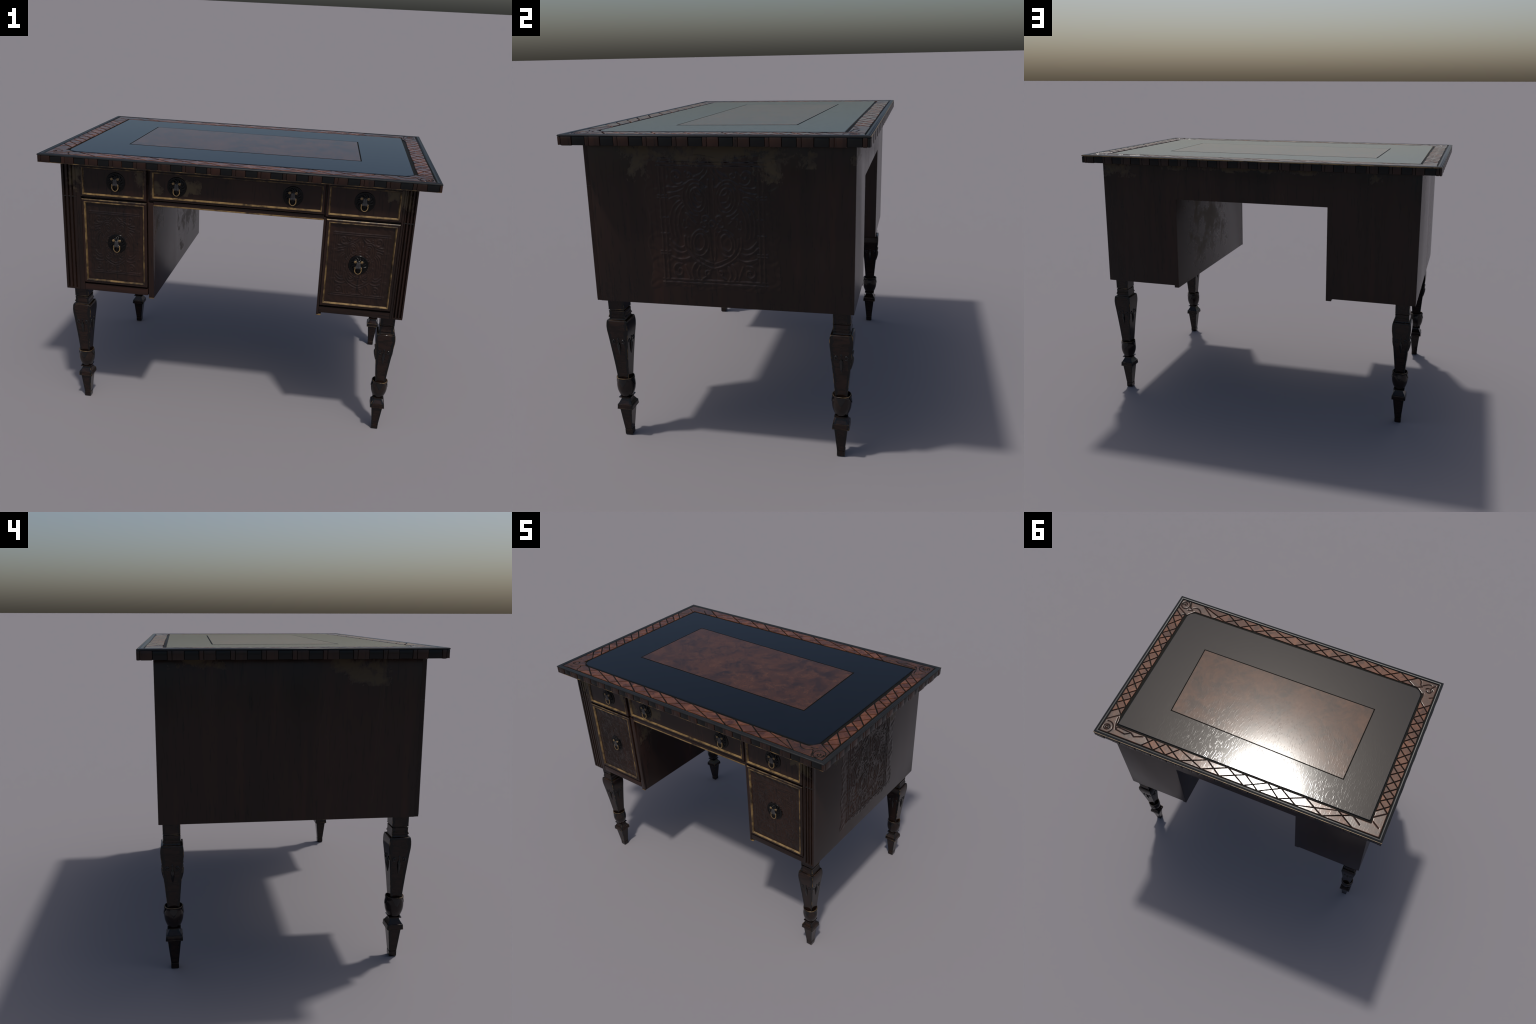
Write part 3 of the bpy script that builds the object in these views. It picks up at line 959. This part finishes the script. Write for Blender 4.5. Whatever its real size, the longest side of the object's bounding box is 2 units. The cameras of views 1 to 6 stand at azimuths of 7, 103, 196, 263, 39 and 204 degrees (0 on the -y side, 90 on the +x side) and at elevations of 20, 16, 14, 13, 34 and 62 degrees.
def corner_plate(poly, lines, step=0.0020, gw=0.0021):
    xs, ys = [p[0] for p in poly], [p[1] for p in poly]
    x0, x1, y0, y1 = min(xs), max(xs), min(ys), max(ys)
    nu, nv = int((x1 - x0) / step), int((y1 - y0) / step)
    U, V = np.meshgrid(x0 + (x1 - x0) * np.arange(nu + 1) / nu, y0 + (y1 - y0) * np.arange(nv + 1) / nv, indexing="ij")
    D = np.full(U.shape, 1e9)
    for ln in lines + [poly + poly[:1]]:
        for (ax, ay), (bx, by) in zip(ln[:-1], ln[1:]):
            dx, dy = bx - ax, by - ay
            t = np.clip(((U - ax) * dx + (V - ay) * dy) / (dx * dx + dy * dy + 1e-12), 0, 1)
            D = np.minimum(D, np.hypot(U - ax - t * dx, V - ay - t * dy))
    s = np.clip((D - gw * 0.7) / 0.0032, 0, 1)
    Z = 1.4452 + 0.0028 * (s * s * (3 - 2 * s))
    keep = np.array([[inside((U[i, j], V[i, j]), poly) for j in range(nv + 1)] for i in range(nu + 1)])
    ids = -np.ones(U.shape, int)
    verts, faces, mi = [], [], []
    for i in range(nu):
        for j in range(nv):
            q = ((i, j), (i + 1, j), (i + 1, j + 1), (i, j + 1))
            if not all(keep[a] for a in q):
                continue
            for a in q:
                if ids[a] < 0:
                    ids[a] = len(verts)
                    verts.append((U[a], V[a], Z[a]))
            faces.append([ids[a] for a in q])
            mi.append(1 if np.mean([D[a] for a in q]) < gw * 1.25 else 0)
    link("corner_plate", mesh("corner_plate", verts, faces, [M["plate"], M["groove"]], mi, 60), tabletop)


def P2(v): return (v[0], v[1])


# front right: spiral rosette, ribbon squiggle
corner_plate([(OUT_X, -OUT_Y), P2(R[0][0]), P2(R[2][0]), P2(R[1][0]), (0.884, -0.478), (0.842, -0.531), P2(F[1][0]), P2(F[2][0]), P2(F[0][0])],
             [ell(0.930, -0.566, 0.031, 0.034), spiral(0.936, -0.571, 0.019, 1.3, 0.6, -1), [(0.978, -0.535), (0.890, -0.484)],
              bez((0.905, -0.600), (0.885, -0.575), (0.900, -0.555), (0.872, -0.548)), bez((0.872, -0.548), (0.85, -0.575), (0.82, -0.575), (0.795, -0.535)),
              [(0.803, -0.606), (0.715, -0.540)], bez((0.896, -0.530), (0.87, -0.520), (0.89, -0.545), (0.86, -0.535))])
# front left: broken scrolls
corner_plate([(-OUT_X, -OUT_Y), P2(F[0][-1]), P2(F[2][-1]), P2(F[1][-1]), (-0.842, -0.531), (-0.895, -0.486), P2(L[1][0]), P2(L[2][0]), P2(L[0][0])],
             [bez((-0.840, -0.600), (-0.865, -0.590), (-0.850, -0.560), (-0.868, -0.552)), bez((-0.868, -0.552), (-0.895, -0.570), (-0.91, -0.59), (-0.93, -0.580)),
              ell(-0.925, -0.530, 0.017, 0.014, 20, 240), ell(-0.925, -0.530, 0.026, 0.022, 200, 330), [(-0.968, -0.490), (-0.945, -0.478)],
              [(-0.955, -0.585), (-0.935, -0.560)], bez((-0.895, -0.50), (-0.905, -0.47), (-0.890, -0.45), (-0.90, -0.43)), [(-0.85, -0.535), (-0.875, -0.548)]])
# back right: bull's-eye rosette, zig-zag
corner_plate([(OUT_X, OUT_Y), P2(B[0][0]), P2(B[2][0]), P2(B[1][0]), (0.880, 0.532), (0.880, 0.500), P2(R[1][-1]), P2(R[2][-1]), P2(R[0][-1])],
             [ell(0.936, 0.566, 0.009, 0.009), ell(0.936, 0.566, 0.020, 0.019), ell(0.940, 0.568, 0.046, 0.046, 120, 285), [(0.978, 0.521), (0.896, 0.450)],
              [(0.900, 0.475), (0.893, 0.515), (0.885, 0.535), (0.872, 0.562), (0.800, 0.572), (0.765, 0.548), (0.735, 0.566), (0.680, 0.542)],
              [(0.872, 0.562), (0.868, 0.540), (0.800, 0.545), (0.765, 0.548)]])
# back left: plain with two short cuts
corner_plate([(-OUT_X, OUT_Y), P2(L[0][-1]), P2(L[2][-1]), P2(L[1][-1]), (-0.895, 0.532), P2(B[1][-1]), P2(B[2][-1]), P2(B[0][-1])],
             [[(-0.785, 0.535), (-0.836, 0.572)], [(-0.905, 0.520), (-0.948, 0.548)], [(-0.885, 0.499), (-0.970, 0.433)]])
